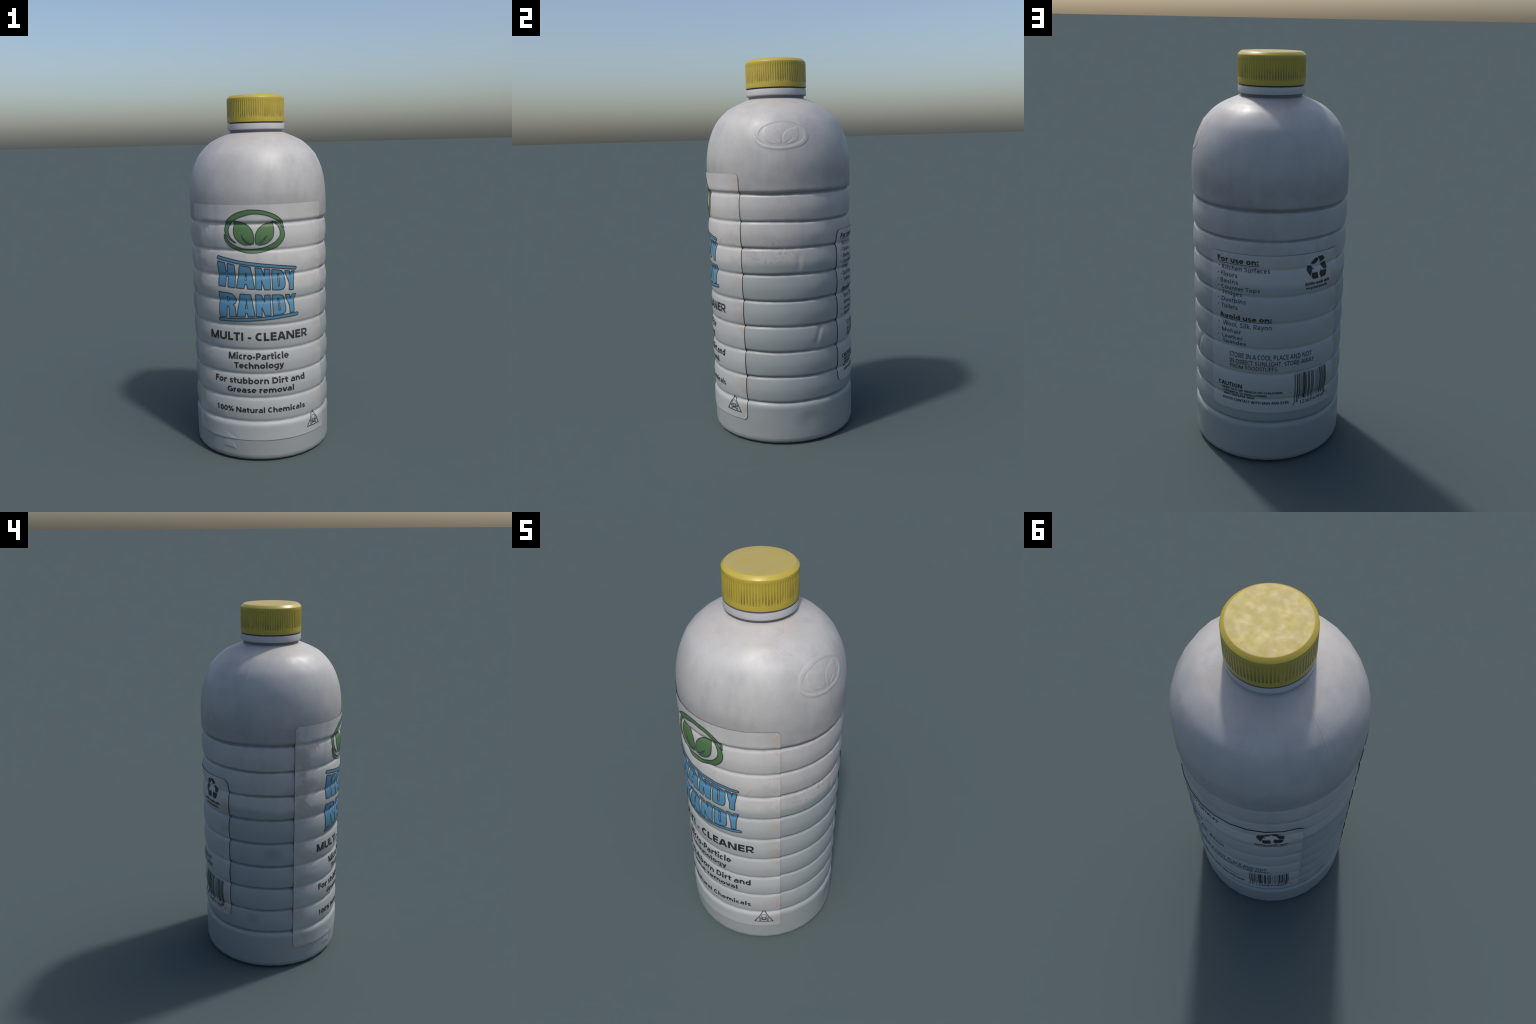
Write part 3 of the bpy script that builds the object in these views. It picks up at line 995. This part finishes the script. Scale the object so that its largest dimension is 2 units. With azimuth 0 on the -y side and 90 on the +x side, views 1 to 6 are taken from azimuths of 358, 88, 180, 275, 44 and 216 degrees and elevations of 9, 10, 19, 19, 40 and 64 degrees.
def words(label, body, s0, s1, base, cap, weight, mat=None, name="printed_words"):
    x, pieces = 0.0, []
    for ch in body:
        pen_w = weight * (0.82 if weight > 0.17 and ch in "aegs%8369RB" else 1.0)
        strokes, adv = glyph(ch, pen_w)
        for k, st in enumerate(strokes):
            v, f = stroke_mesh(st[0], pen_w * (st[3] if len(st) > 3 else 1.0), st[1], st[2])
            pieces.append((v + [x, 0], f, k))
        x += adv
    lo = min(v[:, 0].min() for v, _, _ in pieces)
    hi = max(v[:, 0].max() for v, _, _ in pieces)
    out = []
    for v, f, k in pieces:
        q = np.stack([s0 + (v[:, 0] - lo) / (hi - lo) * (s1 - s0), base + v[:, 1] * (cap - base)], -1)
        out.append((q.tolist(), f, mat or BLACK, 0.00011 * k))
    return label.ink(name, out)


front_folds = [((-0.335, 1.330), (-0.318, 1.270), 0.007, -0.0016), ((-0.300, 1.395), (-0.318, 1.300), 0.010, 0.0010),
               ((-0.440, 1.385), (-0.385, 1.330), 0.008, -0.0012), ((-0.445, 1.090), (-0.385, 1.145), 0.008, 0.0012),
               ((-0.440, 0.840), (-0.390, 0.885), 0.008, -0.0012), ((-0.405, 1.010), (-0.350, 0.960), 0.008, 0.0012),
               ((-0.430, 0.560), (-0.380, 0.610), 0.008, -0.0012), ((-0.425, 0.300), (-0.370, 0.350), 0.008, 0.0014),
               ((-0.235, 0.330), (-0.205, 0.235), 0.007, -0.0012), ((0.205, 1.050), (0.255, 1.110), 0.007, 0.0010),
               ((-0.145, 0.800), (-0.150, 0.650), 0.005, -0.0008), ((-0.120, 1.400), (-0.050, 1.393), 0.006, -0.0008),
               ((-0.230, 0.165), (-0.160, 0.130), 0.009, -0.0012), ((0.290, 0.370), (0.320, 0.300), 0.007, 0.0010)]
back_folds = [((0.330, 1.085), (0.372, 1.015), 0.008, 0.0014), ((0.340, 0.540), (0.385, 0.455), 0.008, 0.0012),
              ((-0.290, 0.660), (-0.235, 0.690), 0.008, -0.0012), ((-0.285, 0.480), (-0.240, 0.555), 0.008, 0.0012),
              ((0.060, 0.430), (0.085, 0.390), 0.007, -0.0008), ((-0.290, 0.925), (-0.250, 0.885), 0.007, -0.0010)]

front = Label("front_label", -90, -0.4630, 0.3790, 0.1265, 1.4225, 0.024, make_creases(-0.463, 0.388, 0.127, 1.42, 26, 3, front_folds), 0.0000, 0.0080, 0.0044, True)
back = Label("back_label", 90, -0.2990, 0.3930, 0.2965, 1.1165, 0.032, make_creases(-0.30, 0.39, 0.30, 1.11, 12, 5, back_folds), 0.0003)

# ---- front: emblem
STROKE = 0.0046
for poly, nm in ((ring_upper, "emblem_ring"), (ring_lower, "emblem_ring"), (leaf_left, "emblem_leaf"), (leaf_right, "emblem_leaf")):
    v, f = filled([poly])
    rv, rf = ribbon(poly, STROKE, True)
    front.ink(nm, [(v, f, GREEN, 0.0), (rv, rf, OUTLINE, 0.0006)])

# ---- front: two big warped words
LETTERS = [
    [[(-0.2523, 1.1215), (-0.2064, 1.1150), (-0.2015, 1.0690), (-0.1912, 1.0685), (-0.1930, 1.1120), (-0.1509, 1.1050), (-0.1480, 1.0500), (-0.1487, 0.9818),
      (-0.1913, 0.9840), (-0.1912, 1.0398), (-0.2025, 1.0402), (-0.2050, 0.9850), (-0.2495, 0.9890), (-0.2500, 1.0500)]],
    [[(-0.1225, 1.1025), (-0.0642, 1.0945), (-0.0427, 0.9748), (-0.0808, 0.9772), (-0.0851, 1.0013), (-0.0964, 1.0012), (-0.0995, 0.9790), (-0.1416, 0.9812)],
     [(-0.0897, 1.0640), (-0.0858, 1.0240), (-0.0957, 1.0240)]],
    [[(-0.0386, 1.0920), (-0.0071, 1.0868), (0.0101, 1.0424), (0.0095, 1.0840), (0.0404, 1.0798), (0.0405, 0.9699), (0.0098, 0.9708), (-0.0062, 1.0218), (-0.0061, 0.9720), (-0.0365, 0.9742)]],
    [[(0.0503, 1.0790), (0.0880, 1.0735), (0.1030, 1.0680), (0.1160, 1.0560), (0.1205, 1.0400), (0.1229, 1.0026), (0.1205, 0.9810), (0.1120, 0.9700), (0.0973, 0.9664), (0.0517, 0.9690)],
     [(0.0811, 1.0547), (0.0883, 1.0542), (0.0908, 0.9878), (0.0836, 0.9873)]],
    [[(0.1228, 1.0676), (0.1498, 1.0640), (0.1548, 1.0345), (0.1612, 1.0625), (0.1823, 1.0600), (0.1715, 1.0030), (0.1704, 0.9605), (0.1452, 0.9626), (0.1450, 1.0020)]],
    [[(-0.2505, 0.9545), (-0.1883, 0.9510), (-0.1680, 0.9460), (-0.1540, 0.9340), (-0.1462, 0.9140), (-0.1521, 0.8960), (-0.1650, 0.8885), (-0.1540, 0.8790), (-0.1500, 0.8620), (-0.1478, 0.8222),
      (-0.1872, 0.8210), (-0.1895, 0.8740), (-0.1950, 0.8795), (-0.2000, 0.8771), (-0.2025, 0.8198), (-0.2450, 0.8172), (-0.2484, 0.8260)],
     [(-0.2003, 0.9306), (-0.1915, 0.9280), (-0.1867, 0.9164), (-0.1913, 0.9055), (-0.1998, 0.9027)]],
    [[(-0.1232, 0.9490), (-0.0655, 0.9452), (-0.0438, 0.8262), (-0.0811, 0.8250), (-0.0855, 0.8450), (-0.0956, 0.8450), (-0.0974, 0.8245), (-0.1438, 0.8230)],
     [(-0.0900, 0.9135), (-0.0855, 0.8707), (-0.0958, 0.8704)]],
    [[(-0.0397, 0.9463), (-0.0092, 0.9435), (0.0094, 0.8999), (0.0090, 0.9426), (0.0390, 0.9412), (0.0414, 0.8300), (0.0104, 0.8288), (-0.0071, 0.8753), (-0.0069, 0.8262), (-0.0377, 0.8264)]],
    [[(0.0499, 0.9418), (0.0890, 0.9400), (0.1040, 0.9360), (0.1149, 0.9260), (0.1190, 0.9100), (0.1240, 0.8635), (0.1225, 0.8470), (0.1120, 0.8360), (0.0947, 0.8315), (0.0539, 0.8300)],
     [(0.0797, 0.9208), (0.0872, 0.9202), (0.0920, 0.8545), (0.0848, 0.8540)]],
    [[(0.1231, 0.9375), (0.1475, 0.9372), (0.1530, 0.9136), (0.1614, 0.9360), (0.1865, 0.9368), (0.1735, 0.8920), (0.1725, 0.8390), (0.1484, 0.8355), (0.1460, 0.8764)]],
]


def round_corners(lp, r=0.0026):
    p = np.array(lp, float)
    out = []
    for a, b, c in zip(np.roll(p, 1, 0), p, np.roll(p, -1, 0)):
        la, lc = np.linalg.norm(a - b), np.linalg.norm(c - b)
        q = b + (a - b) / la * min(r, la * 0.4)
        s = b + (c - b) / lc * min(r, lc * 0.4)
        out += [q, 0.25 * q + 0.5 * b + 0.25 * s, s]
    return np.array(out)


for loops in LETTERS:
    loops = [round_corners(lp) for lp in loops]
    v, f = filled(loops)
    front.ink("printed_letter", [(v, f, BLUE, 0.0)] + [(*ribbon(lp, STROKE, True), OUTLINE, 0.0006) for lp in loops])


def bar_outline(spine, half):
    p = catmull(spine, 6)
    d = unit(np.gradient(p, axis=0))
    n = np.stack([-d[:, 1], d[:, 0]], -1)
    end = [p[-1] + half * (math.cos(t) * n[-1] + math.sin(t) * d[-1]) for t in np.linspace(0, math.pi, 7)]
    start = [p[0] + half * (-math.cos(t) * n[0] - math.sin(t) * d[0]) for t in np.linspace(0, math.pi, 7)]
    return np.concatenate([p + n * half, end, (p - n * half)[::-1], start])


for spine in ([(-0.2480, 1.1422), (-0.1687, 1.1272), (-0.0920, 1.1146), (0.0054, 1.1020), (0.1049, 1.0890), (0.1840, 1.0772)],
              [(-0.2480, 0.8020), (-0.1657, 0.8050), (-0.0877, 0.8085), (-0.0011, 0.8135), (0.0998, 0.8205), (0.1910, 0.8262)]):
    o = bar_outline(spine, 0.0080)
    v, f = filled([o])
    front.ink("printed_swoosh", [(v, f, BLUE, 0.0), (*ribbon(o, STROKE, True), OUTLINE, 0.0006)])

HEAVY, MEDIUM, LIGHT = 0.230, 0.214, 0.150
for row in (("MULTI - CLEANER", -0.3165, 0.2590, 0.6910, 0.7365, HEAVY), ("Micro-Particle", -0.2010, 0.1385, 0.5865, 0.6225, HEAVY),
            ("Technology", -0.1681, 0.1080, 0.5360, 0.5700, HEAVY), ("For stubborn Dirt and", -0.2940, 0.2360, 0.4495, 0.4835, HEAVY),
            ("Grease removal", -0.2145, 0.1650, 0.3985, 0.4310, HEAVY), ("100% Natural Chemicals", -0.2875, 0.2345, 0.2855, 0.3160, HEAVY)):
    words(front, *row)


# ---- front: poison warning triangle
def warning_sign():
    pieces = [(*ribbon([(0.3020, 0.2450), (0.3500, 0.1622), (0.2526, 0.1640)], 0.0042, True), BLACK, 0.0004)]
    arc = [(0.3013 + 0.0150 * math.cos(t), 0.2035 + 0.0155 * math.sin(t)) for t in np.linspace(-0.5, math.pi + 0.5, 16)]
    pieces.append((*ribbon(arc, 0.0024, False), GREY, 0.0))
    for side in (-1, 1):
        pieces.append((*disc(0.3013 + side * 0.0060, 0.1972, 0.0036), BLACK, 0.0002))
        pieces.append((*ribbon([(0.3013 + side * 0.0125, 0.196), (0.3013 + side * 0.0075, 0.187), (0.3013 + side * 0.0070, 0.1760)], 0.0036, False), BLACK, 0.0))
        bone = [(0.3013 + side * 0.0215, 0.1900), (0.3013 - side * 0.0200, 0.1735)]
        pieces.append((*ribbon(bone, 0.0034, False), GREY, 0.0003))
        for (x, y) in bone:
            for k in (-1, 1):
                ring = [(x + 0.0030 * math.cos(t), y + k * 0.0026 + 0.0030 * math.sin(t)) for t in np.linspace(0, 2 * math.pi, 10, endpoint=False)]
                pieces.append((*ribbon(ring, 0.0020, True), GREY, 0.0005))
    pieces.append((*filled([[(0.3013, 0.1925), (0.3040, 0.1875), (0.2986, 0.1875)]]), BLACK, 0.0002))
    for y in (0.1800, 0.1765):
        pieces.append((*ribbon([(0.2955, y), (0.3071, y)], 0.0020, False), BLACK, 0.0006))
    front.ink("poison_warning_sign", pieces)


warning_sign()

# ---- back: usage text
rows = [("For use on:", -0.2590, -0.0467, 1.0680, 1.0960, HEAVY, BLACK),
        ("Kitchen Surfaces", -0.2375, 0.0076, 1.0298, 1.0515, LIGHT, GREY), ("Floors", -0.2390, -0.1490, 0.9975, 1.0190, LIGHT, GREY),
        ("Basins", -0.2405, -0.1446, 0.9645, 0.9860, LIGHT, GREY), ("Counter Tops", -0.2380, -0.0394, 0.9315, 0.9530, LIGHT, GREY),
        ("Fridges", -0.2347, -0.1298, 0.9020, 0.9230, LIGHT, GREY), ("Dustbins", -0.2373, -0.1068, 0.8690, 0.8905, LIGHT, GREY),
        ("Toilets", -0.2375, -0.1475, 0.8360, 0.8575, LIGHT, GREY),
        ("Avoid use on:", -0.2505, 0.0185, 0.7820, 0.8080, HEAVY, BLACK),
        ("Wool, Silk, Rayon", -0.2310, 0.0191, 0.7450, 0.7670, LIGHT, GREY), ("Mohair", -0.2350, -0.1288, 0.7120, 0.7325, LIGHT, GREY),
        ("Leather", -0.2338, -0.1213, 0.6790, 0.6990, LIGHT, GREY), ("Spandex", -0.2305, -0.1038, 0.6510, 0.6710, LIGHT, GREY),
        ("STORE IN A COOL PLACE AND NOT", -0.1925, 0.2295, 0.5860, 0.6110, LIGHT, GREY),
        ("IN DIRECT SUNLIGHT. STORE AWAY", -0.1927, 0.2440, 0.5525, 0.5770, LIGHT, GREY),
        ("FROM FOODSTUFFS.", -0.1895, 0.0543, 0.5245, 0.5470, LIGHT, GREY),
        ("CAUTION", -0.2585, -0.1246, 0.4175, 0.4410, HEAVY, BLACK),
        ("KEEP OUT OF REACH OF CHILDREN", -0.2380, 0.0769, 0.3995, 0.4115, MEDIUM, BLACK),
        ("HARMFUL IS SWALLOWED", -0.2325, -0.0003, 0.3810, 0.3930, MEDIUM, BLACK),
        ("MAY IRRITATE SKIN", -0.2335, -0.0650, 0.3625, 0.3745, MEDIUM, BLACK),
        ("AVOID CONTACT WITH SKIN AND EYES", -0.2365, 0.1110, 0.3410, 0.3545, MEDIUM, BLACK),
        ("Bottle made with", 0.1807, 0.3275, 0.9570, 0.9735, HEAVY, BLACK), ("recycled plastic.", 0.1860, 0.3190, 0.9360, 0.9500, HEAVY, BLACK)]
for row in rows:
    words(back, *row)
for x0, x1, z in ((-0.2580, -0.0432, 1.0625), (-0.2502, 0.0196, 0.7765)):
    back.ink("underline", [(*box(x0, z - 0.0014, x1, z + 0.0014), BLACK, 0.0)])
bullets = [disc(-0.2565, z, 0.0030, 10) for z in (1.0420, 1.0080, 0.9760, 0.9440, 0.9140, 0.8810, 0.8475, 0.7560, 0.7210, 0.6900, 0.6615)]
bullets += [disc(-0.2490, z, 0.0022, 8) for z in (0.4035, 0.3860, 0.3680, 0.3440)]
back.ink("bullet_mark", [(v, f, GREY, 0.0) for v, f in bullets])

# ---- back: recycling arrows (three bent arrows, each in two pieces)
arrows = [[(0.2082, 1.0660), (0.2190, 1.0800), (0.2290, 1.0900), (0.2350, 1.0924), (0.2425, 1.0895), (0.2510, 1.0800), (0.2420, 1.0674), (0.2256, 1.0584)],
          [(0.2435, 1.0942), (0.2764, 1.0958), (0.2855, 1.0830), (0.2944, 1.0848), (0.2830, 1.0690), (0.2760, 1.0655), (0.2544, 1.0625), (0.2635, 1.0672), (0.2555, 1.0810)],
          [(0.2937, 1.0618), (0.3055, 1.0480), (0.3100, 1.0400), (0.3106, 1.0340), (0.3071, 1.0234), (0.2890, 1.0232), (0.2690, 1.0512), (0.2747, 1.0578)],
          [(0.3074, 1.0192), (0.2985, 0.9910), (0.2940, 0.9882), (0.2755, 0.9881), (0.2741, 0.9790), (0.2609, 1.0035), (0.2692, 1.0273), (0.2716, 1.0195)],
          [(0.2490, 1.0175), (0.2530, 0.9872), (0.2290, 0.9861), (0.2190, 0.9890), (0.2133, 0.9982), (0.2165, 1.0172)],
          [(0.2094, 1.0558), (0.2300, 1.0318), (0.2191, 1.0356), (0.2083, 1.0020), (0.1883, 1.0320), (0.1939, 1.0502), (0.1850, 1.0544)]]
for a in arrows:
    back.ink("recycling_arrow", [(*filled([a]), BLACK, 0.0)])


# ---- back: barcode, drawn by the usual seven-module digit code
def barcode(number, s0, s1, top, foot, guard_foot):
    odd = "0001101 0011001 0010011 0111101 0100011 0110001 0101111 0111011 0110111 0001011".split()
    flip = str.maketrans("01", "10")
    bits = "101" + "".join(odd[int(c)] for c in number[:6]) + "01010" + "".join(odd[int(c)].translate(flip) for c in number[6:]) + "101"
    m = (s1 - s0) / len(bits)
    pieces, i = [], 0
    while i < len(bits):
        if bits[i] == "0":
            i += 1
            continue
        j = i
        while j < len(bits) and bits[j] == "1":
            j += 1
        low = guard_foot if i < 10 or i >= 85 or 45 <= i < 50 else foot
        pieces.append((*box(s0 + i * m, low, s0 + j * m, top), BLACK if j - i > 1 else GREY, 0.0))
        i = j
    back.ink("barcode", pieces)


barcode("012345678905", 0.1395, 0.3385, 0.4970, 0.3540, 0.3400)
for row in (("12345", 0.1709, 0.2401, 0.3285, 0.3465), ("67890", 0.2489, 0.3250, 0.3285, 0.3465), ("0", 0.1335, 0.1400, 0.3260, 0.3400), ("5", 0.3490, 0.3550, 0.3265, 0.3400)):
    words(back, *row, LIGHT, GREY, "barcode_digits")
